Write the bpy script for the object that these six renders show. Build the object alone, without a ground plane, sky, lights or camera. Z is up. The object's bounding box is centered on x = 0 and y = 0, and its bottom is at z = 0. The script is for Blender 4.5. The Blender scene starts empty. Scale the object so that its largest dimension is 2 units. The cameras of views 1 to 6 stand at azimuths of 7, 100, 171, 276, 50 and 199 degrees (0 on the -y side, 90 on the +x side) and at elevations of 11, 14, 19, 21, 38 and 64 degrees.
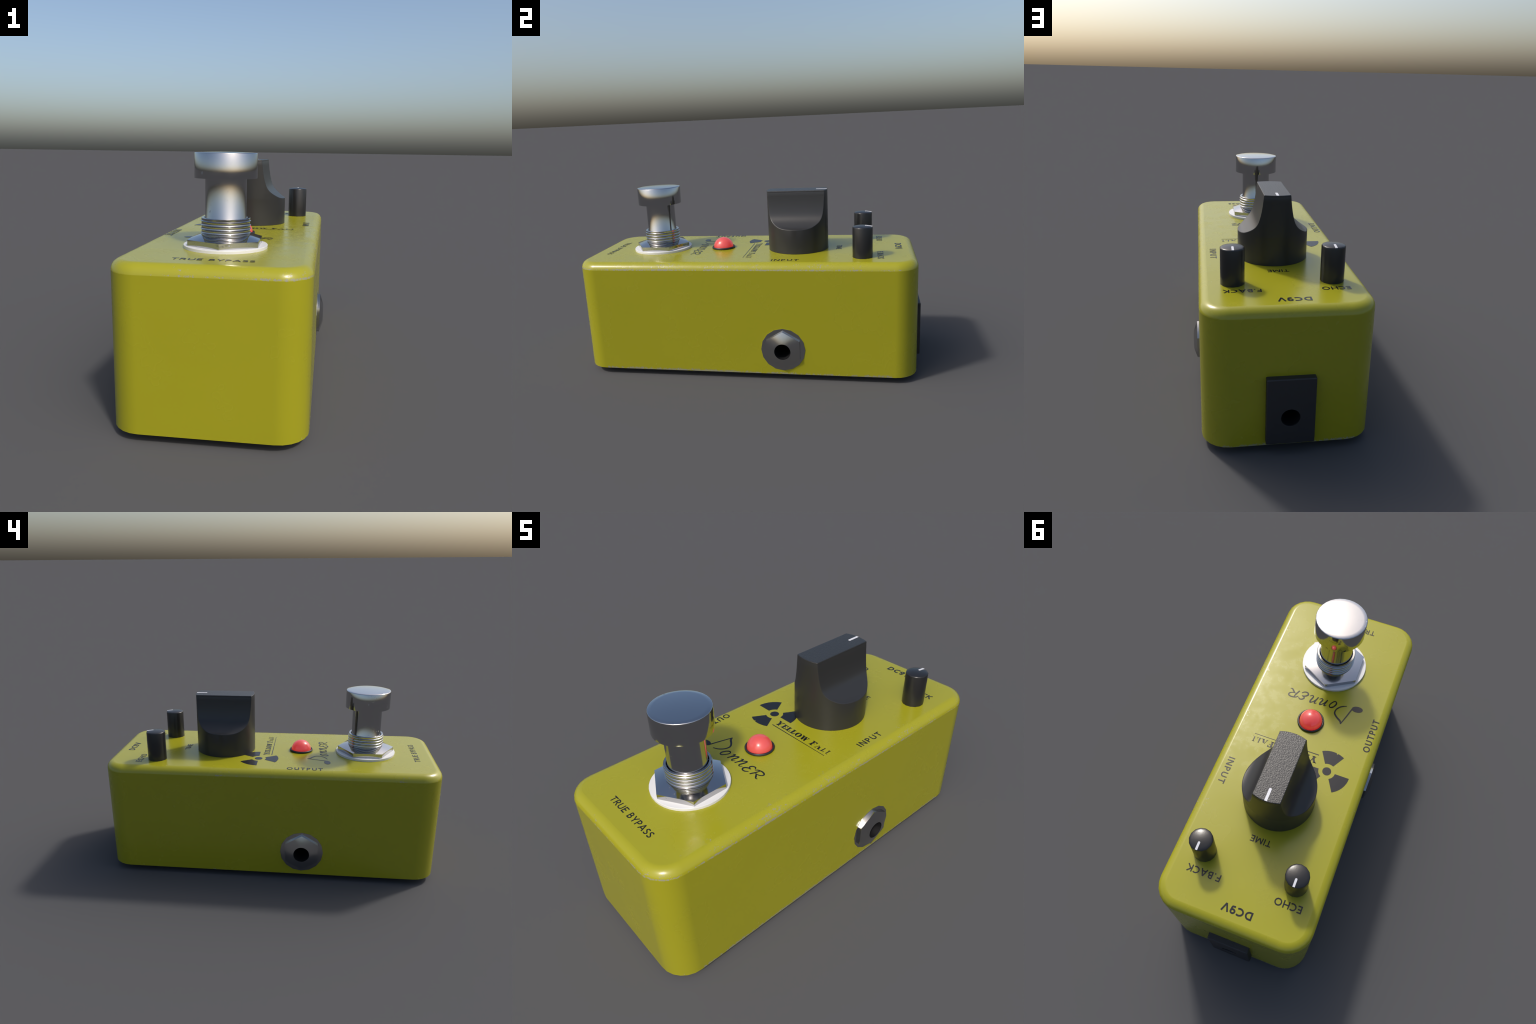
import bpy, bmesh, math
from mathutils import Vector, Matrix

# ------------------------------------------------------------------ sizes (m)
HX, Y0, Y1 = 0.3830, -1.000, 0.9682        # enclosure half width, rear and front faces
CX = 0.0008                                # enclosure sits a hair off the middle
ZB, ZT = 0.0365, 0.693                     # enclosure underside and top
RC, RF = 0.125, 0.042                      # vertical corner radius, top edge fillet
CY, HY = (Y0 + Y1) / 2, (Y1 - Y0) / 2
SWITCH = (0.0008, -0.5810)
KNOB = (0.0005, 0.2820)
PEGS = [(0.2312, 0.6672), (-0.2308, 0.6672)]
LAMP = (0.0013, -0.1895)
JACKS = [(+1, 0.2215), (-1, -0.2150)]
JACK_Z = 0.187
SOCKET_Z, SOCKET_HOLE_Z = (0.0600, 0.3810), 0.1905

# ------------------------------------------------------------------ materials
def new_mat(name):
    m = bpy.data.materials.new(name)
    m.use_nodes = True
    nt = m.node_tree
    return m, nt, nt.nodes["Principled BSDF"]

def node(nt, kind, **kw):
    n = nt.nodes.new(kind)
    for k, v in kw.items():
        if k in n.inputs:
            n.inputs[k].default_value = v
        else:
            setattr(n, k, v)
    return n

def math_node(nt, op, a, b=None, clamp=False):
    n = nt.nodes.new("ShaderNodeMath")
    n.operation, n.use_clamp = op, clamp
    for i, v in enumerate((a, b)):
        if v is None:
            continue
        if isinstance(v, (int, float)):
            n.inputs[i].default_value = v
        else:
            nt.links.new(v, n.inputs[i])
    return n.outputs[0]

def map_range(nt, v, a, b, lo=0.0, hi=1.0, smooth=True):
    n = nt.nodes.new("ShaderNodeMapRange")
    n.interpolation_type = "SMOOTHSTEP" if smooth else "LINEAR"
    nt.links.new(v, n.inputs["Value"])
    for k, x in (("From Min", a), ("From Max", b), ("To Min", lo), ("To Max", hi)):
        n.inputs[k].default_value = x
    return n.outputs[0]

def noise(nt, coord, scale, detail=3.0, rough=0.5, stretch=None):
    if stretch:
        mp = nt.nodes.new("ShaderNodeMapping")
        mp.inputs["Scale"].default_value = stretch
        nt.links.new(coord, mp.inputs["Vector"])
        coord = mp.outputs[0]
    n = node(nt, "ShaderNodeTexNoise", Scale=scale, Detail=detail, Roughness=rough)
    nt.links.new(coord, n.inputs["Vector"])
    return n.outputs["Fac"]

def bump(nt, bsdf, height, strength, distance, radius=0.0):
    b = node(nt, "ShaderNodeBump", Strength=strength, Distance=distance)
    nt.links.new(height, b.inputs["Height"])
    if radius:
        bv = node(nt, "ShaderNodeBevel", Radius=radius)
        bv.samples = 6
        nt.links.new(bv.outputs[0], b.inputs["Normal"])
    nt.links.new(b.outputs[0], bsdf.inputs["Normal"])

def mix_color(nt, fac, a, b):
    n = nt.nodes.new("ShaderNodeMix")
    n.data_type = "RGBA"
    if not isinstance(fac, (int, float)):
        nt.links.new(fac, n.inputs["Factor"])
    for sock, v in (("A", a), ("B", b)):
        s = [i for i in n.inputs if i.name == sock and i.type == "RGBA"][0]
        if isinstance(v, tuple):
            s.default_value = (*v, 1)
        else:
            nt.links.new(v, s)
    return [o for o in n.outputs if o.type == "RGBA"][0]

def paint_material():
    m, nt, p = new_mat("yellow_enamel")
    tc = nt.nodes.new("ShaderNodeTexCoord").outputs["Object"]
    sep = nt.nodes.new("ShaderNodeSeparateXYZ")
    nt.links.new(tc, sep.inputs[0])
    x, y, z = sep.outputs
    # the paint itself: nearly even, slightly mottled
    mottled = noise(nt, tc, 3.0, 2, 0.5)
    col = mix_color(nt, map_range(nt, mottled, 0.35, 0.7),
                    (0.281, 0.269, 0.0108), (0.287, 0.274, 0.0112))
    # chips: ragged bare patches that hug the shoulder of the top and the lower rim
    ax = math_node(nt, "ABSOLUTE", x)
    dist = lambda v, c: math_node(nt, "ABSOLUTE", math_node(nt, "SUBTRACT", v, c))
    shoulder = map_range(nt, dist(z, 0.6555), 0.001, 0.012, 0.262, 0)
    crown = map_range(nt, dist(z, 0.676), 0.006, 0.030, 0.172, 0)
    rim = map_range(nt, z, ZB + 0.001, ZB + 0.028, 0.280, 0)
    long_side = map_range(nt, x, 0.340, 0.372, 0, 1)                   # the busiest edge
    rear = math_node(nt, "MULTIPLY", map_range(nt, y, -0.95, -0.985, 0, 1), map_range(nt, x, -0.35, 0.20, 0.55, 0.92))
    corner = math_node(nt, "MULTIPLY", map_range(nt, x, 0.24, 0.34, 0, 1), map_range(nt, y, -0.86, -0.94, 0, 1))
    other = 0.62
    handled = math_node(nt, "MAXIMUM", math_node(nt, "MAXIMUM", long_side, rear), math_node(nt, "MAXIMUM", corner, other))
    lower_side = math_node(nt, "MAXIMUM", math_node(nt, "MULTIPLY", long_side, map_range(nt, dist(y, CY), 0.84, 0.86, 1, 0.2)),
                           map_range(nt, y, 0.95, 0.965, 0.50, 0.95))
    band = math_node(nt, "ADD", math_node(nt, "MAXIMUM", shoulder, crown), math_node(nt, "MULTIPLY", corner, 0.05))
    band = math_node(nt, "MULTIPLY", band, handled)
    band = math_node(nt, "MULTIPLY", band, map_range(nt, y, 0.35, 0.95, 1.0, 0.72))
    band = math_node(nt, "MAXIMUM", band, math_node(nt, "MULTIPLY", rim, lower_side))
    # thin spots also run on to the top just inside the long edge and by the small knob
    inside = math_node(nt, "MULTIPLY", map_range(nt, dist(x, 0.335), 0.006, 0.030, 0.125, 0), map_range(nt, z, 0.688, 0.692, 0, 1))
    band = math_node(nt, "MAXIMUM", band, inside)
    region = noise(nt, tc, 6.0, 3, 0.6)
    ragged = noise(nt, tc, 85.0, 5, 0.68)
    level = math_node(nt, "ADD", math_node(nt, "MULTIPLY", region, 0.34), math_node(nt, "MULTIPLY", ragged, 0.62))
    level = math_node(nt, "ADD", level, band)
    chips = math_node(nt, "MULTIPLY", map_range(nt, level, 0.700, 0.765), map_range(nt, band, 0.015, 0.05, 0, 0.72))
    col = mix_color(nt, chips, col, (0.215, 0.210, 0.205))
    nt.links.new(col, p.inputs["Base Color"])
    smear = noise(nt, tc, 4.5, 3, 0.55)
    rough = math_node(nt, "ADD", map_range(nt, smear, 0.35, 0.70, 0.245, 0.285), math_node(nt, "MULTIPLY", chips, 0.08))
    # handled, smudged gloss on the top between the switch and the long edge
    zone = math_node(nt, "MULTIPLY", map_range(nt, x, 0.02, 0.22, 0, 1), map_range(nt, z, 0.655, 0.675, 0, 1))
    zone = math_node(nt, "MULTIPLY", zone, map_range(nt, dist(y, -0.25), 0.25, 0.65, 1, 0))
    smudge = map_range(nt, noise(nt, tc, 13.0, 6, 0.68), 0.44, 0.64, -0.05, 0.06)
    rough = math_node(nt, "ADD", rough, math_node(nt, "MULTIPLY", zone, smudge))
    nt.links.new(rough, p.inputs["Roughness"])
    p.inputs["Specular IOR Level"].default_value = 0.5
    dent = math_node(nt, "MULTIPLY", chips, -1.0)
    bump(nt, p, dent, 0.10, 0.003)
    return m

def metal_material(name, colour, rough, scratch):
    m, nt, p = new_mat(name)
    tc = nt.nodes.new("ShaderNodeTexCoord").outputs["Object"]
    p.inputs["Metallic"].default_value = 1.0
    p.inputs["Base Color"].default_value = (*colour, 1)
    g = noise(nt, tc, 9.0, 5, 0.65)
    nt.links.new(map_range(nt, g, 0.3, 0.7, rough * 0.85, rough * 1.25), p.inputs["Roughness"])
    pits = map_range(nt, noise(nt, tc, 70.0, 3, 0.6), 0.66, 0.72, 0, -1)
    where = map_range(nt, noise(nt, tc, 7.0, 2, 0.5), 0.56, 0.66)
    bump(nt, p, math_node(nt, "MULTIPLY", pits, where), scratch, 0.002)
    return m

def plastic_material(name, colour, rough, grain_scale, grain, radius, top=None):
    m, nt, p = new_mat(name)
    tc = nt.nodes.new("ShaderNodeTexCoord").outputs["Object"]
    p.inputs["Base Color"].default_value = (*colour, 1)
    p.inputs["Roughness"].default_value = rough
    h = noise(nt, tc, grain_scale, 3, 0.55)
    if top:                                 # the moulded top face is coarser than the flanks
        sep = nt.nodes.new("ShaderNodeSeparateXYZ")
        nt.links.new(tc, sep.inputs[0])
        h = math_node(nt, "MULTIPLY", h, map_range(nt, sep.outputs[2], top - 0.006, top, 0.10, 1.0))
    bump(nt, p, h, grain, 0.003, radius)
    return m

def plain_material(name, colour, rough, emission=0.0, coat=0.0, spec=0.5):
    m, nt, p = new_mat(name)
    p.inputs["Base Color"].default_value = (*colour, 1)
    p.inputs["Roughness"].default_value = rough
    p.inputs["Specular IOR Level"].default_value = spec
    p.inputs["Coat Weight"].default_value = coat
    if emission:                            # only the lit indicator lamp
        p.inputs["Emission Color"].default_value = (1.0, 0.040, 0.036, 1)
        p.inputs["Emission Strength"].default_value = emission
    return m

PAINT = paint_material()
CHROME = metal_material("polished_chrome", (0.47, 0.47, 0.475), 0.10, 0.6)
STEEL = metal_material("satin_steel", (0.46, 0.46, 0.46), 0.17, 0.3)
THREAD = metal_material("threaded_steel", (0.44, 0.44, 0.44), 0.16, 0.0)
KNOB_PLASTIC = plastic_material("black_grained_plastic", (0.021, 0.021, 0.021), 0.37, 165, 0.62, 0.006, 1.045)
PEG_PLASTIC = plastic_material("black_knob_plastic", (0.014, 0.014, 0.0145), 0.28, 180, 0.06, 0.004)
SOCKET_PLASTIC = plastic_material("black_socket_plastic", (0.020, 0.020, 0.022), 0.50, 160, 0.30, 0.003)
CAVITY = plain_material("dark_cavity", (0.008, 0.008, 0.009), 0.6, spec=0.25)
NYLON = plain_material("white_nylon", (0.63, 0.627, 0.62), 0.32)
WHITE_PAINT = plain_material("white_marking", (0.60, 0.60, 0.62), 0.45)
INK = plain_material("black_ink", (0.009, 0.0095, 0.012), 0.27, spec=0.38)
RED_LENS = plain_material("red_lens", (0.34, 0.072, 0.064), 0.30, emission=0.40, coat=0.5)
RUBBER = plain_material("black_rubber", (0.016, 0.016, 0.018), 0.40)
BASE_METAL = plain_material("dark_base_metal", (0.012, 0.012, 0.013), 0.7)

# ------------------------------------------------------------------ mesh helpers
COLL = bpy.context.scene.collection

def add_object(name, mesh, parent=None, loc=None):
    o = bpy.data.objects.new(name, mesh)
    COLL.objects.link(o)
    if parent:
        o.parent = parent
    if loc:
        o.location = loc
    return o

def mesh_from(name, verts, faces, mat, smooth=True, angle=None):
    me = bpy.data.meshes.new(name)
    me.from_pydata([tuple(v) for v in verts], [], faces)
    bm = bmesh.new()
    bm.from_mesh(me)
    bmesh.ops.remove_doubles(bm, verts=bm.verts, dist=1e-6)
    bmesh.ops.recalc_face_normals(bm, faces=bm.faces)
    bm.to_mesh(me)
    bm.free()
    me.materials.append(mat)
    if smooth:
        me.shade_smooth()
        if angle:
            me.set_sharp_from_angle(angle=math.radians(angle))
    return me

def lathe(name, profile, mat, segments=48, angle=35, spin=0.0, cap=True):
    """profile: (radius, z) from bottom to top, turned about the z axis."""
    verts, faces, n = [], [], segments
    for r, z in profile:
        for i in range(n):
            a = math.tau * (i + spin) / n
            verts.append((r * math.cos(a), r * math.sin(a), z))
    for k in range(len(profile) - 1):
        for i in range(n):
            j = (i + 1) % n
            faces.append((k * n + i, k * n + j, (k + 1) * n + j, (k + 1) * n + i))
    if cap:
        if profile[0][0] > 1e-5:
            faces.append(tuple(range(n))[::-1])
        if profile[-1][0] > 1e-5:
            b = (len(profile) - 1) * n
            faces.append(tuple(b + i for i in range(n)))
    return mesh_from(name, verts, faces, mat, True, angle)

def dome(r, z, h, steps):
    """profile points of a shallow dome that ends on the axis."""
    return [(r * math.cos(t), z + h * math.sin(t)) for t in
            [math.pi / 2 * (i + 1) / steps for i in range(steps - 1)]] + [(0.0, z + h)]

def shallow(r, z, h, steps):
    return [(r * (1 - (i + 1) / steps), z + h * (1 - (1 - (i + 1) / steps) ** 2)) for i in range(steps)]

def ring_outline(hx, hy, r, seg):
    """rounded rectangle, counter-clockwise: (point, outward normal)."""
    pts = []
    for k, (sx, sy) in enumerate(((1, 1), (-1, 1), (-1, -1), (1, -1))):
        for i in range(seg + 1):
            a = math.pi / 2 * (k + i / seg)
            n = Vector((math.cos(a), math.sin(a)))
            pts.append((Vector((sx * (hx - r), sy * (hy - r))) + n * r, n))
    return pts

def rounded_box(name, hx, hy, r, z0, z1, fillet, mat, seg=6, fseg=6, centre=(0, 0)):
    out = ring_outline(hx, hy, r, seg)
    n, verts, faces = len(out), [], []
    levels = [(0.0, z0)]
    levels += [(fillet * (1 - math.cos(t)), z1 - fillet + fillet * math.sin(t))
               for t in [math.pi / 2 * i / fseg for i in range(fseg + 1)]]
    for inset, z in levels:
        for p, nn in out:
            q = p - nn * inset
            verts.append((q.x + centre[0], q.y + centre[1], z))
    for k in range(len(levels) - 1):
        for i in range(n):
            j = (i + 1) % n
            faces.append((k * n + i, k * n + j, (k + 1) * n + j, (k + 1) * n + i))
    faces.append(tuple(range(n))[::-1])
    b = (len(levels) - 1) * n
    faces.append(tuple(b + i for i in range(n)))
    return mesh_from(name, verts, faces, mat, True, 60)

def boolean_cut(obj, cutters):
    for c in cutters:
        md = obj.modifiers.new("cut", "BOOLEAN")
        md.operation, md.solver, md.object = "DIFFERENCE", "EXACT", c
    dg = bpy.context.evaluated_depsgraph_get()
    me = bpy.data.meshes.new_from_object(obj.evaluated_get(dg))
    obj.modifiers.clear()
    obj.data = me
    for c in cutters:
        bpy.data.objects.remove(c)
    return me

def drill(axis, centre, r, depth_from, depth_to, n=24):
    me = lathe("drill", [(r, depth_from), (r, depth_to)], CAVITY, n)
    o = add_object("drill", me)
    o.matrix_world = Matrix.Translation(centre) @ (Matrix.Rotation(math.pi / 2, 4, "Y") if axis == "x"
                                                   else Matrix.Rotation(-math.pi / 2, 4, "X"))
    return o

# ------------------------------------------------------------------ the pedal
pedal = bpy.data.objects.new("guitar_effect_pedal", None)
COLL.objects.link(pedal)
pedal["label"] = "yellow metal guitar effect pedal with footswitch and black knobs"
pedal["category"] = "guitar pedal"

# enclosure: rounded box, holes drilled for the sockets
body = add_object("enclosure", rounded_box("enclosure", HX, HY, RC, ZB, ZT, RF, PAINT, centre=(CX, CY)), pedal)
bpy.context.view_layer.update()
cuts = [drill("x", (0, y, JACK_Z), 0.060, s * 0.03, s * 0.50) for s, y in JACKS]
cuts.append(drill("y", (0, 0, SOCKET_HOLE_Z), 0.055, 0.70, 1.10))
bpy.context.view_layer.update()
boolean_cut(body, cuts)

def enclosure_normals(me):
    """exact normals of the rounded box, so flats stay flat and the corners flow."""
    me.shade_smooth()
    out = []
    for poly in me.polygons:
        flat = poly.normal
        for li in poly.loop_indices:
            v = me.vertices[me.loops[li].vertex_index].co
            if abs(flat.z) > 0.995:
                out.append(tuple(flat))
                continue
            px, py = v.x - CX, v.y - CY
            dx, dy = abs(px) - (HX - RC), abs(py) - (HY - RC)
            sx, sy = math.copysign(1, px), math.copysign(1, py)
            if dx > 1e-5 and dy > 1e-5:
                n = Vector((sx * dx, sy * dy, 0)).normalized()
            elif HX - abs(px) < HY - abs(py):
                n = Vector((sx, 0, 0))
            else:
                n = Vector((0, sy, 0))
            if flat.z > 0.02:               # top shoulder: rolls over, but keeps a crease at both ends
                s = max(0.0, min((v.z - (ZT - RF)) / RF, 1.0))
                t = math.radians(12) + math.asin(s) * 74 / 90
                n = n * math.cos(t) + Vector((0, 0, math.sin(t)))
            out.append(tuple(n.normalized()) if n.dot(flat) > 0.3 else tuple(flat))
    me.normals_split_custom_set(out)
enclosure_normals(body.data)

# underside pad, set in from the walls
add_object("base_pad", rounded_box("base_pad", 0.328, 0.850, 0.060, 0.0, ZB + 0.002, 0.002, BASE_METAL,
                                   centre=(CX, CY)), pedal)

# footswitch: stem with cap, threaded bushing, nut and washer
CAP_R, CAP_Z0, CAP_Z1 = 0.1306, 0.9812, 1.0838
switch = add_object("footswitch", lathe("footswitch", [(0.0862, 0.735), (0.0864, 0.815), (0.0868, 0.9845)], CHROME, 32), pedal,
                    (*SWITCH, 0))
cap_profile = [(0.070, CAP_Z0), (CAP_R, CAP_Z0), (CAP_R, CAP_Z1 - 0.0035),
               (CAP_R - 0.0012, CAP_Z1 - 0.001), (CAP_R - 0.0035, CAP_Z1)] + shallow(CAP_R - 0.0035, CAP_Z1, 0.0042, 7)
cap = add_object("footswitch_cap", lathe("footswitch_cap", cap_profile, CHROME, 32, 50), switch)

def rolled_sides(me, z0, deg0, z1, deg1):
    """soft-edged turned part: the wall's normals lean from deg0 at z0 to deg1 at z1."""
    smooth = [tuple(n.vector) for n in me.corner_normals]
    for poly in me.polygons:
        if abs(poly.normal.z) > 0.3:
            continue
        for li in poly.loop_indices:
            v = me.vertices[me.loops[li].vertex_index].co
            t = math.radians(deg0 + (deg1 - deg0) * max(-0.5, min((v.z - z0) / (z1 - z0), 1.0)))
            r = Vector((v.x, v.y, 0)).normalized()
            smooth[li] = tuple(r * math.cos(t) + Vector((0, 0, math.sin(t))))
    me.normals_split_custom_set(smooth)
rolled_sides(cap.data, CAP_Z0, -3.5, CAP_Z1, 13.0)
rolled_sides(switch.data, 0.815, 13.5, 0.9845, -0.5)

def thread_profile():
    """sleeve wall with narrow raised crests."""
    crests = [0.8055, 0.7885, 0.7720, 0.7560, 0.7420]
    prof = [(0.0905, 0.800), (0.0905, 0.8165), (0.0920, 0.8185), (0.1010, 0.8185), (0.1028, 0.8168)]
    for z in crests:
        prof += [(0.1020, z + 0.0036), (0.1032, z + 0.0020), (0.1056, z + 0.0006), (0.1056, z - 0.0006), (0.1032, z - 0.0020),
                 (0.1020, z - 0.0036)]
    prof += [(0.1018, 0.7300)]
    return prof[::-1]
add_object("threaded_bushing", lathe("threaded_bushing", thread_profile(), THREAD, 48, 40, cap=False), switch)

def crowned_nut(name, r, hole, z0, z1, rise, spin_deg, mat):
    """hexagonal nut whose front face swells from the flats up to the bore."""
    n, steps, rows = 48, 8, []
    spin = math.radians(spin_deg)
    def rim(i):
        a = math.tau * i / n
        k = a % (math.pi / 3) - math.pi / 6                 # corners at multiples of 60 deg
        rr = r * math.cos(math.pi / 6) / math.cos(k)
        return rr * math.cos(a + spin), rr * math.sin(a + spin)
    def bore(i):
        a = math.tau * i / n + spin
        return hole * math.cos(a), hole * math.sin(a)
    rows.append([(*rim(i), z0) for i in range(n)])
    rows.append([(*rim(i), z1) for i in range(n)])
    for s in range(1, steps + 1):
        t = s / steps
        rows.append([(rim(i)[0] * (1 - t) + bore(i)[0] * t, rim(i)[1] * (1 - t) + bore(i)[1] * t,
                      z1 + rise * (1 - (1 - t) ** 1.2)) for i in range(n)])
    rows.append([(*bore(i), z0) for i in range(n)])
    verts, faces = sum(rows, []), []
    for k in range(len(rows)):
        a, b = k * n, ((k + 1) % len(rows)) * n
        faces += [(a + i, a + (i + 1) % n, b + (i + 1) % n, b + i) for i in range(n)]
    me = mesh_from(name, verts, faces, mat, True, 40)
    look = [tuple(c.vector) for c in me.corner_normals]
    for poly in me.polygons:
        if abs(poly.normal.z) < 0.3 and poly.center.xy.length > hole * 1.3:
            for li in poly.loop_indices:    # softened flats
                v = me.vertices[me.loops[li].vertex_index].co
                look[li] = tuple((poly.normal * 0.6 + Vector((v.x, v.y, 0)).normalized() * 0.4).normalized())
        if poly.normal.z < 0.3:
            continue
        for li in poly.loop_indices:        # the crown is lit like a shallow cone
            v = me.vertices[me.loops[li].vertex_index].co
            q = Vector((v.x, v.y, 0))
            t = math.radians(12.5 + 4.5 * (q.length - hole) / (r - hole))
            look[li] = tuple(q.normalized() * math.sin(t) + Vector((0, 0, math.cos(t))))
    me.normals_split_custom_set(look)
    return me
add_object("hex_nut", crowned_nut("hex_nut", 0.1685, 0.0700, 0.7055, 0.7310, 0.0265, 31.0, CHROME), switch, (0, -0.002, 0))
add_object("washer", lathe("washer", [(0.060, 0.6925), (0.1772, 0.6925), (0.1776, 0.7045), (0.1765, 0.7060), (0.060, 0.7060), (0.060, 0.6925)],
                           NYLON, 40, cap=False), switch, (0, -0.0025, 0))

# large pointer knob: a cylinder whose two flanks are scooped away
KR, KZ0, KZ1 = 0.1798, 0.6925, 1.0475
FLANK = [(0.8355, 0.1798), (0.8362, 0.1755), (0.8385, 0.1660), (0.8425, 0.1560), (0.8475, 0.1475), (0.8550, 0.1365),
         (0.8630, 0.1255), (0.8720, 0.1145), (0.8820, 0.1050), (0.8930, 0.0970), (0.9060, 0.0905), (0.9220, 0.0852),
         (0.9420, 0.0800), (0.9650, 0.0755), (0.9900, 0.0715), (1.0180, 0.0682), (1.0440, 0.0655), (KZ1, 0.0642)]

def pointer_knob():
    arc, line = 24, 8
    levels = [(KZ0, KR), (0.70, KR), (0.76, KR)] + FLANK
    verts, faces = [], []
    for z, w in levels:
        r = KR if z < KZ1 else KR - 0.0015
        w = min(w, r * 0.99999)
        phi = math.acos(w / r)
        loop = []
        for i in range(arc + 1):
            t = phi + (math.pi - 2 * phi) * i / arc
            loop.append((r * math.cos(t), r * math.sin(t)))
        h = r * math.sin(phi)
        for i in range(1, line):
            loop.append((-w, h - 2 * h * i / line))
        for i in range(arc + 1):
            t = math.pi + phi + (math.pi - 2 * phi) * i / arc
            loop.append((r * math.cos(t), r * math.sin(t)))
        for i in range(1, line):
            loop.append((w, -h + 2 * h * i / line))
        verts += [(x, y, z) for x, y in loop]
    n = len(verts) // len(levels)
    for k in range(len(levels) - 1):
        for i in range(n):
            j = (i + 1) % n
            faces.append((k * n + i, k * n + j, (k + 1) * n + j, (k + 1) * n + i))
    faces.append(tuple(range(n))[::-1])
    b = (len(levels) - 1) * n
    faces.append(tuple(b + i for i in range(n)))
    return mesh_from("pointer_knob", verts, faces, KNOB_PLASTIC, True, 32)
knob = add_object("pointer_knob", pointer_knob(), pedal, (*KNOB, 0))

def capsule_mark(name, length, width, thick, mat):
    """rounded bar along +y, starting at the origin, lying on z = 0."""
    pts, r = [], width / 2
    for i in range(9):
        a = math.pi + math.pi * i / 8
        pts.append((r * math.cos(a), r + r * math.sin(a)))
    pts += [(r, length), (-r, length)]
    n = len(pts)
    verts = [(x, y, 0) for x, y in pts] + [(x, y, thick) for x, y in pts]
    faces = [tuple(range(n))[::-1], tuple(range(n, 2 * n))]
    faces += [(i, (i + 1) % n, n + (i + 1) % n, n + i) for i in range(n)]
    return mesh_from(name, verts, faces, mat, False)
add_object("pointer_mark", capsule_mark("pointer_mark", 0.064, 0.0125, 0.0018, WHITE_PAINT), knob, (0, 0.1130, KZ1 - 0.0010))

# two small knobs
PEG_R, PEG_TOP = 0.0558, 0.8622
peg_profile = [(PEG_R, 0.6925), (PEG_R, PEG_TOP - 0.002), (PEG_R - 0.0012, PEG_TOP + 0.0012), (PEG_R - 0.0045, PEG_TOP + 0.0030)]
peg_profile += shallow(PEG_R - 0.0045, PEG_TOP + 0.0030, 0.0055, 6)
peg_mesh = lathe("small_knob", peg_profile, PEG_PLASTIC, 14, 75, 0.5)
peg_mark = capsule_mark("pointer_mark", 0.040, 0.0105, 0.0030, WHITE_PAINT)
for px, py in PEGS:
    peg = add_object("small_knob", peg_mesh, pedal, (px, py, 0))
    mk = add_object("pointer_mark", peg_mark, peg, (0.0, 0.0130, PEG_TOP + 0.0070))
    mk.rotation_euler = (math.radians(-7.0), 0, 0)

# indicator lamp
lamp = add_object("indicator_lamp", lathe("indicator_lamp", [(0.0600, 0.694), (0.0600, 0.7030)] + dome(0.0600, 0.7030, 0.0565, 9),
                                          RED_LENS, 28, 60), pedal, (*LAMP, 0))
ring = [(0.0665 + 0.0055 * math.cos(t) * 0.95, 0.6985 + 0.0068 * math.sin(t)) for t in
        [math.tau * i / 12 - math.pi / 2 for i in range(13)]]
add_object("bezel_ring", lathe("bezel_ring", ring, RUBBER, 28, 70, cap=False), lamp)

# audio jacks: washer, crowned hex nut and black barrel; +z of the mesh points outwards
JH, JX0 = 0.0465, 0.0180
jack_washer_mesh = lathe("jack_washer", [(0.05, -0.001), (0.1265, -0.001), (0.1265, 0.0040), (0.05, 0.0042), (0.05, -0.001)], STEEL, 16, 30, cap=False)
jack_nut_mesh = crowned_nut("jack_nut", 0.1110, JH, 0.003, JX0, 0.0190, 0.0, STEEL)
barrel_mesh = lathe("jack_barrel", [(0.0, -0.33), (JH - 0.0010, -0.33), (JH - 0.0010, 0.0355)], CAVITY, 24, 40, cap=False)
for side, jy in JACKS:
    nut = add_object("audio_jack", jack_nut_mesh, pedal)
    nut.matrix_world = Matrix.Translation((side * 0.3815, jy, JACK_Z)) @ Matrix.Rotation(side * math.pi / 2, 4, "Y")
    add_object("jack_washer", jack_washer_mesh, nut)
    add_object("jack_barrel", barrel_mesh, nut)

# power socket block with a drilled hole
def power_socket():
    w, (z0, z1), y0, y1, b = 0.1080, SOCKET_Z, 0.76, 1.0, 0.0045
    bm = bmesh.new()
    bmesh.ops.create_cube(bm, size=1.0)
    for v in bm.verts:
        v.co = Vector((v.co.x * 2 * w, y0 + (v.co.y + 0.5) * (y1 - y0), z0 + (v.co.z + 0.5) * (z1 - z0)))
    edges = [e for e in bm.edges if all(v.co.y > 0.95 for v in e.verts) or
             (abs(e.verts[0].co.x - e.verts[1].co.x) < 1e-6 and abs(e.verts[0].co.z - e.verts[1].co.z) < 1e-6)]
    bmesh.ops.bevel(bm, geom=edges, offset=b, segments=2, affect="EDGES", profile=0.5)
    me = bpy.data.meshes.new("power_socket")
    bm.to_mesh(me)
    bm.free()
    me.materials.append(SOCKET_PLASTIC)
    return me
socket = add_object("power_socket", power_socket(), pedal)
bpy.context.view_layer.update()
boolean_cut(socket, [drill("y", (0.0015, 0, SOCKET_HOLE_Z), 0.0425, 0.78, 1.10, 24)])
cup = lathe("socket_cavity", [(0.0, 0.80), (0.0415, 0.80), (0.0415, 0.9945)], CAVITY, 24, 40, cap=False)
cv = add_object("socket_cavity", cup, socket)
cv.matrix_world = Matrix.Translation((0.0015, 0, SOCKET_HOLE_Z)) @ Matrix.Rotation(-math.pi / 2, 4, "X")

# ------------------------------------------------------------------ printing on the top
INK_Z, INK_T = ZT - 0.0003, 0.0011

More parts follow.
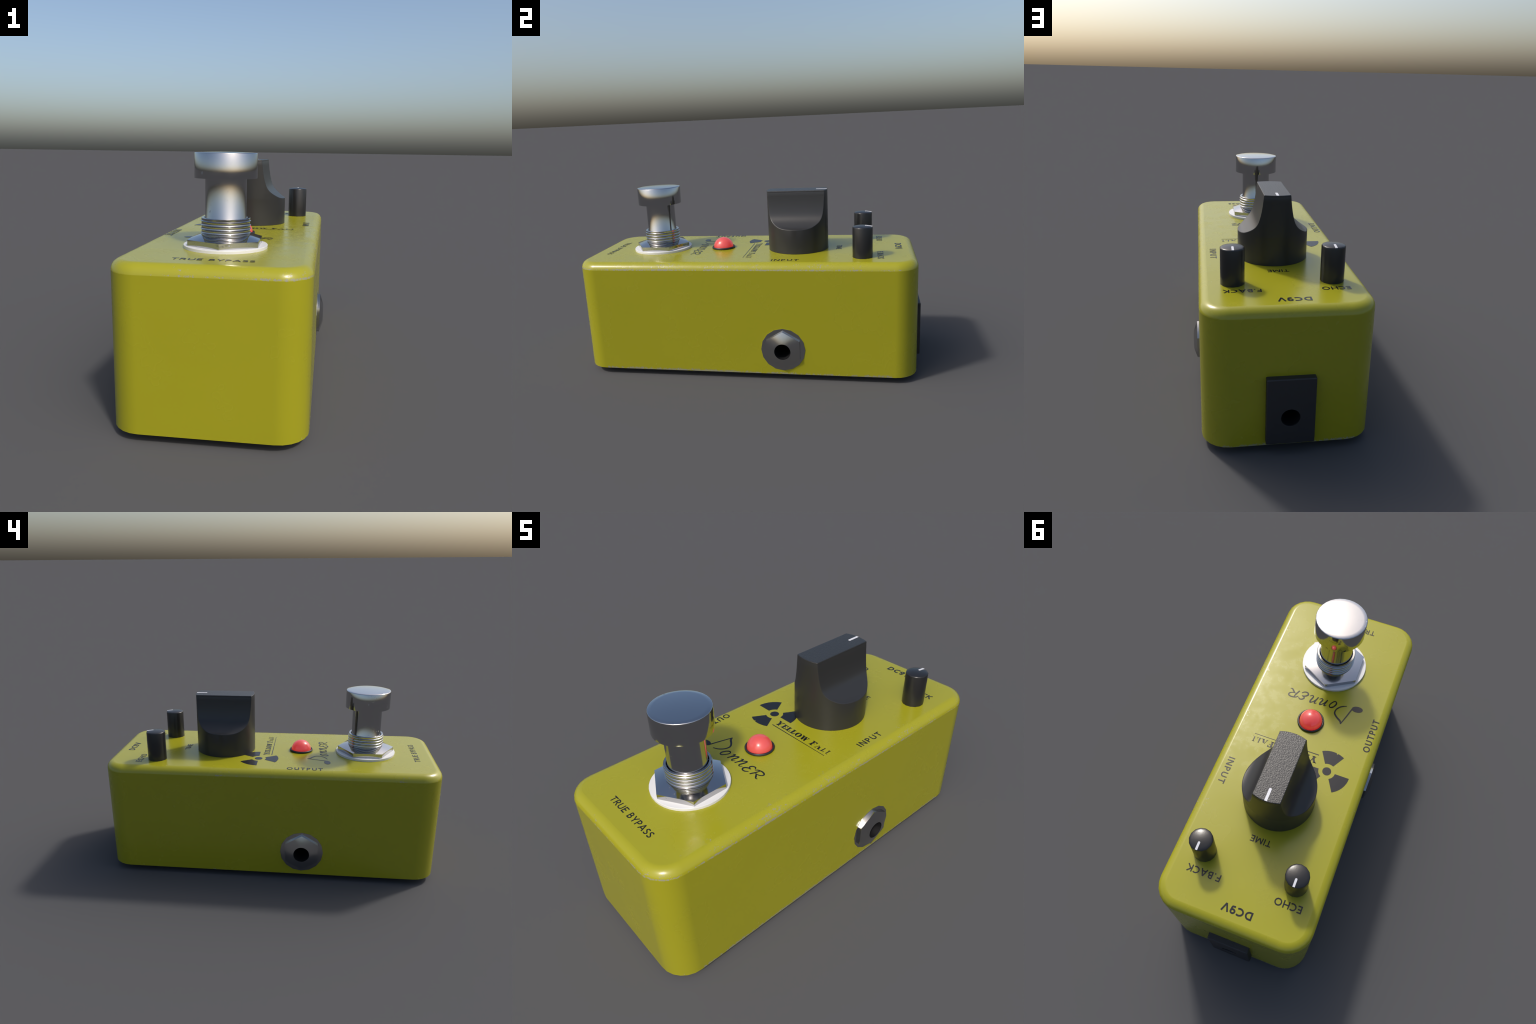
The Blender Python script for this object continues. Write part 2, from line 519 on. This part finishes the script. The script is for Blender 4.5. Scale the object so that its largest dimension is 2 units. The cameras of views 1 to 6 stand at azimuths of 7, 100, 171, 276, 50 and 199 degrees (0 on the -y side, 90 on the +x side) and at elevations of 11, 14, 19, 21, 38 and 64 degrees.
def prism(outlines, thick=INK_T):
    """closed 2-D outlines -> thin solid plates at z = 0."""
    verts, faces = [], []
    for pts in outlines:
        n, b = len(pts), len(verts)
        verts += [(x, y, 0) for x, y in pts] + [(x, y, thick) for x, y in pts]
        faces.append(tuple(b + i for i in range(n))[::-1])
        faces.append(tuple(b + n + i for i in range(n)))
        faces += [(b + i, b + (i + 1) % n, b + n + (i + 1) % n, b + n + i) for i in range(n)]
    return verts, faces

def printed(name, outlines, loc=(0, 0), rot=0.0):
    v, f = prism(outlines)
    o = add_object(name, mesh_from(name, v, f, INK, False), pedal, (*loc, INK_Z))
    o.rotation_euler = (0, 0, rot)
    return o

# pen strokes
def catmull(pts, sub=8):
    out = []
    p = [pts[0]] + list(pts) + [pts[-1]]
    for i in range(1, len(p) - 2):
        for s in range(sub):
            t = s / sub
            q = []
            for c in range(3):
                a, b, d, e = p[i - 1][c], p[i][c], p[i + 1][c], p[i + 2][c]
                q.append(0.5 * (2 * b + (d - a) * t + (2 * a - 5 * b + 4 * d - e) * t * t + (3 * b - a - 3 * d + e) * t ** 3))
            out.append(tuple(q))
    return out + [tuple(pts[-1])]

def stroke(pts, sub=8):
    """pen stroke: control points (x, y, width) -> a ribbon, as quads."""
    c = catmull(pts, sub)
    quads, left, right = [], [], []
    for i, (x, y, w) in enumerate(c):
        a, b = c[max(i - 1, 0)], c[min(i + 1, len(c) - 1)]
        d = Vector((b[0] - a[0], b[1] - a[1])).normalized()
        left.append((x - d.y * w / 2, y + d.x * w / 2))
        right.append((x + d.y * w / 2, y - d.x * w / 2))
    for i in range(len(c) - 1):
        quads.append([left[i], right[i], right[i + 1], left[i + 1]])
    return quads

def ribbon_object(name, strokes, blobs=(), loc=(0, 0), rot=0.0):
    verts, faces, lift = [], [], 0.0
    for s in strokes:
        quads = stroke(s, 8 if len(s) > 2 else 1)
        b, n = len(verts), len(quads)
        ends = [q[0] for q in quads] + [quads[-1][3]], [q[1] for q in quads] + [quads[-1][2]]
        for z in (0.0, INK_T + lift):
            verts += [(x, y, z) for x, y in ends[0]] + [(x, y, z) for x, y in ends[1]]
        m = n + 1
        for i in range(n):
            faces.append((b + i, b + i + 1, b + m + i + 1, b + m + i))
            t = b + 2 * m
            faces.append((t + i, t + m + i, t + m + i + 1, t + i + 1))
            faces.append((b + i, t + i, t + i + 1, b + i + 1))
            faces.append((b + m + i, b + m + i + 1, t + m + i + 1, t + m + i))
        for i in (0, n):
            faces.append((b + i, b + m + i, t + m + i, t + i))
        lift = (lift + 0.00008) % 0.0004     # crossing strokes never share a plane
    for pts in blobs:
        v, f = prism([pts], INK_T + lift)
        o = len(verts)
        verts += v
        faces += [tuple(o + i for i in q) for q in f]
        lift += 0.00008
    o = add_object(name, mesh_from(name, verts, faces, INK, False), pedal, (*loc, INK_Z))
    o.rotation_euler = (0, 0, rot)
    return o

# sans-serif capitals drawn with an even pen; unit height, pen width w
def arc_points(cx, cy, rx, ry, a0, a1, n=12):
    return [(cx + rx * math.cos(math.radians(a0 + (a1 - a0) * i / n)), cy + ry * math.sin(math.radians(a0 + (a1 - a0) * i / n)))
            for i in range(n + 1)]

def capital(ch, w):
    """advance width and pen strokes of one capital."""
    h = w / 2
    stem = [(h, 0), (h, 1)]
    def bowl(y0, y1, reach):
        m, r = (y0 + y1) / 2, (y1 - y0) / 2
        return [(h, y1), (reach - r, y1)] + arc_points(reach - r, m, r, r, 80, -80, 8) + [(reach - r, y0), (h, y0)]
    if ch == "T": return 0.62, [[(0, 1 - h), (0.62, 1 - h)], [(0.31, 0), (0.31, 1)]]
    if ch == "I": return w, [stem]
    if ch == "E": return 0.50, [stem, [(h, 1 - h), (0.50, 1 - h)], [(h, h), (0.50, h)], [(h, 0.52), (0.45, 0.52)]]
    if ch == "F": return 0.48, [stem, [(h, 1 - h), (0.48, 1 - h)], [(h, 0.50), (0.43, 0.50)]]
    if ch == "H": return 0.72, [stem, [(0.72 - h, 0), (0.72 - h, 1)], [(h, 0.52), (0.72 - h, 0.52)]]
    if ch == "N": return 0.74, [stem, [(0.74 - h, 0), (0.74 - h, 1)], [(h, 0.98), (0.74 - h, 0.02)]]
    if ch == "M": return 0.92, [[(0.06, 0), (0.14, 1)], [(0.86, 0), (0.78, 1)], [(0.14, 0.97), (0.46, 0.12)], [(0.46, 0.12), (0.78, 0.97)]]
    if ch == "V": return 0.66, [[(0.04, 1), (0.33, 0)], [(0.62, 1), (0.33, 0)]]
    if ch == "Y": return 0.64, [[(0.04, 1), (0.32, 0.44)], [(0.60, 1), (0.32, 0.44)], [(0.32, 0), (0.32, 0.48)]]
    if ch == "A": return 0.70, [[(0.04, 0), (0.35, 1)], [(0.66, 0), (0.35, 1)], [(0.15, 0.30), (0.55, 0.30)]]
    if ch == "K": return 0.60, [stem, [(h, 0.44), (0.56, 1)], [(0.22, 0.58), (0.60, 0)]]
    if ch == "P": return 0.54, [stem, bowl(0.45, 1 - h, 0.54 - h)]
    if ch == "R": return 0.58, [stem, bowl(0.47, 1 - h, 0.54 - h), [(0.26, 0.48), (0.56, 0)]]
    if ch == "B": return 0.56, [stem, bowl(0.53, 1 - h, 0.50 - h), bowl(h, 0.53, 0.56 - h)]
    if ch == "D": return 0.72, [stem, [(h, 1 - h), (0.26, 1 - h)] + arc_points(0.30, 0.5, 0.42 - h, 0.5 - h, 80, -80, 10) + [(0.26, h), (h, h)]]
    if ch == "U": return 0.68, [[(h, 1), (h, 0.40)] + arc_points(0.34, 0.34, 0.34 - h, 0.34 - h, 195, 345, 8) + [(0.68 - h, 0.40), (0.68 - h, 1)]]
    if ch == "O": return 0.86, [arc_points(0.43, 0.5, 0.43 - h, 0.5 - h, 90, 270, 12), arc_points(0.43, 0.5, 0.43 - h, 0.5 - h, -90, 90, 12)]
    if ch == "C": return 0.66, [arc_points(0.46, 0.5, 0.46 - h, 0.5 - h, 58, 302, 14)]
    if ch == "S": return 0.48, [arc_points(0.25, 0.73, 0.22 - h / 2, 0.27 - h, 35, 215, 8) + arc_points(0.23, 0.27, 0.24 - h / 2, 0.27 - h, 40, -145, 8)]
    if ch == "9": return 0.58, [arc_points(0.29, 0.67, 0.29 - h, 0.33 - h, 0, 360, 16), [(0.58 - h, 0.70), (0.55 - h, 0.42), (0.40, 0.14), (0.14, h)]]
    if ch == ".": return 0.16, [[(0.08, 0), (0.08, 0.17)]]
    return 0.30, []                          # space

def printed_word(text, width, height, loc, rot=0.0, w=0.15, gap=0.14):
    pen, strokes = 0.0, []
    for ch in text:
        adv, st = capital(ch, w)
        strokes += [[(pen + x, y) for x, y in s] for s in st]
        pen += adv + gap
    k = width / (pen - gap)
    return ribbon_object("printed_word", [[(x * k, y * height, w * height) for x, y in s] for s in strokes], (), loc, rot)

Q = math.pi / 2
printed_word("TRUE BYPASS", 0.316, 0.0325, (-0.1500, -0.8955), 0, 0.150, 0.13)
printed_word("DC9V", 0.149, 0.0385, (-0.0970, 0.8560), 0, 0.205, 0.09)
printed_word("ECHO", 0.134, 0.0360, (-0.2960, 0.7490), 0, 0.165, 0.12)
printed_word("F.BACK", 0.168, 0.0345, (0.1080, 0.7490), 0, 0.165, 0.13)
printed_word("TIME", 0.104, 0.0315, (-0.0505, 0.5110), 0, 0.150, 0.13)
printed_word("INPUT", 0.155, 0.0335, (0.3225, 0.1610), Q, 0.165, 0.20)
printed_word("OUTPUT", 0.206, 0.0360, (-0.3450, -0.1175), -Q, 0.175, 0.20)

# warning trefoil
def trefoil():
    out = [[(0.0228 * math.cos(math.tau * i / 32), 0.0228 * math.sin(math.tau * i / 32)) for i in range(32)]]
    for k in range(3):
        a0, a1 = math.radians(120 * k), math.radians(120 * k + 60)
        arc = []
        for i in range(25):
            t = a0 + (a1 - a0) * i / 24
            nick = 0.007 if (k == 2 and i == 8) else 0.0
            arc.append(((0.1185 - nick) * math.cos(t), (0.1185 - nick) * math.sin(t)))
        for i in range(13):
            t = a1 + (a0 - a1) * i / 12
            arc.append((0.0435 * math.cos(t), 0.0435 * math.sin(t)))
        out.append(arc)
    return out
printed("trefoil_symbol", trefoil(), (-0.1743, 0.0600))

# underline and the fat serif model word above it
printed("underline", [[(-0.107, -0.0018), (0.251, -0.0008), (0.251, 0.0016), (-0.107, 0.0028)]], (0, -0.0140))

def box(x0, y0, x1, y1, lean=0.0):
    return [(x0 + lean * y0, y0), (x1 + lean * y0, y0), (x1 + lean * y1, y1), (x0 + lean * y1, y1)]

def bar(x0, y0, x1, y1, w):
    return [(x0, y0), (x0 + w, y0), (x1 + w, y1), (x1, y1)]

def oval_half(cx, cy, rx, ry, ix, iy, side, n=10):
    a = [math.pi / 2 - side * math.pi * i / n for i in range(n + 1)]
    g = 0.03 * side
    return [(cx + g + rx * math.cos(t), cy + ry * math.sin(t)) for t in a] + \
           [(cx + g + ix * math.cos(t), cy + iy * math.sin(t)) for t in reversed(a)]

def fat_glyphs():
    """stencil-like capitals on a unit height; each entry: width and its outlines."""
    e = [box(0.10, 0.0, 0.36, 1.0), box(0.0, 0.0, 0.09, 0.10), box(0.0, 0.90, 0.09, 1.0), box(0.38, 0.88, 0.70, 1.0),
         box(0.60, 0.68, 0.70, 0.88), box(0.38, 0.0, 0.72, 0.12), box(0.62, 0.12, 0.72, 0.34), box(0.38, 0.45, 0.55, 0.57)]
    l = [box(0.10, 0.0, 0.36, 1.0), box(0.0, 0.0, 0.09, 0.10), box(0.0, 0.90, 0.46, 1.0), box(0.38, 0.0, 0.68, 0.12),
         box(0.58, 0.12, 0.68, 0.40)]
    y = [box(0.30, 0.0, 0.58, 0.44), box(0.20, 0.0, 0.68, 0.09), bar(0.30, 0.46, 0.02, 1.0, 0.28), bar(0.50, 0.46, 0.72, 1.0, 0.10),
         box(-0.04, 0.91, 0.40, 1.0), box(0.62, 0.91, 0.92, 1.0)]
    o = [oval_half(0.42, 0.5, 0.42, 0.53, 0.13, 0.42, +1), oval_half(0.42, 0.5, 0.42, 0.53, 0.13, 0.42, -1)]
    w = [bar(0.24, 0.0, 0.02, 1.0, 0.26), bar(0.30, 0.04, 0.50, 0.92, 0.08), bar(0.66, 0.0, 0.46, 1.0, 0.25),
         bar(0.72, 0.04, 0.94, 0.92, 0.08), box(-0.04, 0.91, 0.36, 1.0), box(0.84, 0.91, 1.12, 1.0)]
    f = [box(0.10, 0.0, 0.34, 0.46), box(0.10, 0.52, 0.34, 1.0), box(0.0, 0.0, 0.46, 0.08), box(0.0, 0.90, 0.09, 1.0),
         box(0.36, 0.88, 0.68, 1.0), box(0.58, 0.70, 0.68, 0.88), box(0.38, 0.46, 0.54, 0.55)]
    a = [bar(0.06, 0.10, 0.30, 0.82, 0.06), bar(0.50, 0.0, 0.34, 0.66, 0.24), box(-0.04, 0.0, 0.22, 0.08), box(0.44, 0.0, 0.84, 0.08)]
    worn = [box(0.12, 0.0, 0.28, 0.62), box(0.14, 0.68, 0.28, 0.96), box(0.0, 0.0, 0.09, 0.07), box(0.40, 0.0, 0.54, 0.07),
            box(0.50, 0.10, 0.57, 0.26)]
    last = [box(0.14, 0.06, 0.27, 0.96), box(0.02, 0.90, 0.36, 0.97), box(0.34, 0.0, 0.42, 0.06)]
    return [(0.92, y, 1.0), (0.76, e, 0.9), (0.74, l, 0.9), (0.74, l, 0.9), (0.90, o, 0.9), (1.16, w, 0.9), (0.34, [], 1), (0.80, f, 1.0),
            (0.86, a, 0.9), (0.68, worn, 0.9), (0.46, last, 0.9)]
word, pen = [], 0.0
for adv, shapes, scale in fat_glyphs():
    word += [[(pen + x * scale, y * scale) for x, y in s] for s in shapes]
    pen += adv * scale + 0.06
sx = 0.363 / pen
printed("model_word", [[(x * sx, y * 0.0355) for x, y in s] for s in word], (-0.1065, 0.0020))

# script word whose capital is drawn as a musical note
def tilted_oval(cx, cy, a, b, deg, n=28):
    c, s = math.cos(math.radians(deg)), math.sin(math.radians(deg))
    return [(cx + a * math.cos(t) * c - b * math.sin(t) * s, cy + a * math.cos(t) * s + b * math.sin(t) * c)
            for t in [math.tau * i / n for i in range(n)]]

script = [
    # note stem and the flag that becomes the bowl of the capital
    [(-0.1850, -0.3530, .0075), (-0.1700, -0.2960, .0065), (-0.1520, -0.2330, .0055)],
    [(-0.1520, -0.2310, .004), (-0.1440, -0.2480, .010), (-0.1180, -0.2660, .009), (-0.1015, -0.2860, .008), (-0.1040, -0.3120, .007),
     (-0.1230, -0.3360, .007), (-0.1500, -0.3500, .004)],
    # small round letter
    [(-0.0640, -0.3120, .005), (-0.0780, -0.3125, .006), (-0.0915, -0.3360, .008), (-0.0900, -0.3520, .007), (-0.0780, -0.3540, .006),
     (-0.0630, -0.3330, .006), (-0.0600, -0.3180, .006), (-0.0680, -0.3100, .005), (-0.0790, -0.3200, .003)],
    # two arched letters
    [(-0.0440, -0.3140, .003), (-0.0330, -0.3080, .006), (-0.0330, -0.3200, .007), (-0.0410, -0.3490, .006)],
    [(-0.0400, -0.3440, .004), (-0.0240, -0.3180, .005), (-0.0090, -0.3070, .007), (-0.0080, -0.3180, .008), (-0.0150, -0.3400, .007),
     (-0.0080, -0.3470, .005), (0.0040, -0.3380, .003)],
    [(0.0100, -0.3100, .003), (0.0210, -0.3040, .006), (0.0210, -0.3170, .007), (0.0120, -0.3480, .006)],
    [(0.0130, -0.3420, .004), (0.0290, -0.3140, .005), (0.0450, -0.3020, .007), (0.0465, -0.3140, .008), (0.0390, -0.3400, .007),
     (0.0460, -0.3480, .005), (0.0580, -0.3390, .003)],
    # two-bowled letter
    [(0.1140, -0.3110, .004), (0.1060, -0.3020, .006), (0.0910, -0.3050, .007), (0.0840, -0.3170, .007), (0.0920, -0.3250, .006),
     (0.1000, -0.3250, .005)],
    [(0.0990, -0.3255, .005), (0.0830, -0.3290, .007), (0.0700, -0.3420, .008), (0.0760, -0.3540, .007), (0.0920, -0.3540, .006),
     (0.1060, -0.3430, .004)],
    # last letter: stem, bowl, kicked leg
    [(0.1390, -0.3060, .004), (0.1330, -0.3260, .007), (0.1220, -0.3500, .006)],
    [(0.1180, -0.3160, .004), (0.1290, -0.3050, .006), (0.1520, -0.3000, .007), (0.1700, -0.3060, .007), (0.1690, -0.3190, .006),
     (0.1530, -0.3280, .005), (0.1380, -0.3290, .004)],
    [(0.1420, -0.3290, .004), (0.1530, -0.3390, .008), (0.1640, -0.3500, .006), (0.1740, -0.3490, .003)],
]
ribbon_object("script_word", script, [tilted_oval(-0.2095, -0.3495, 0.0300, 0.0185, 8)])
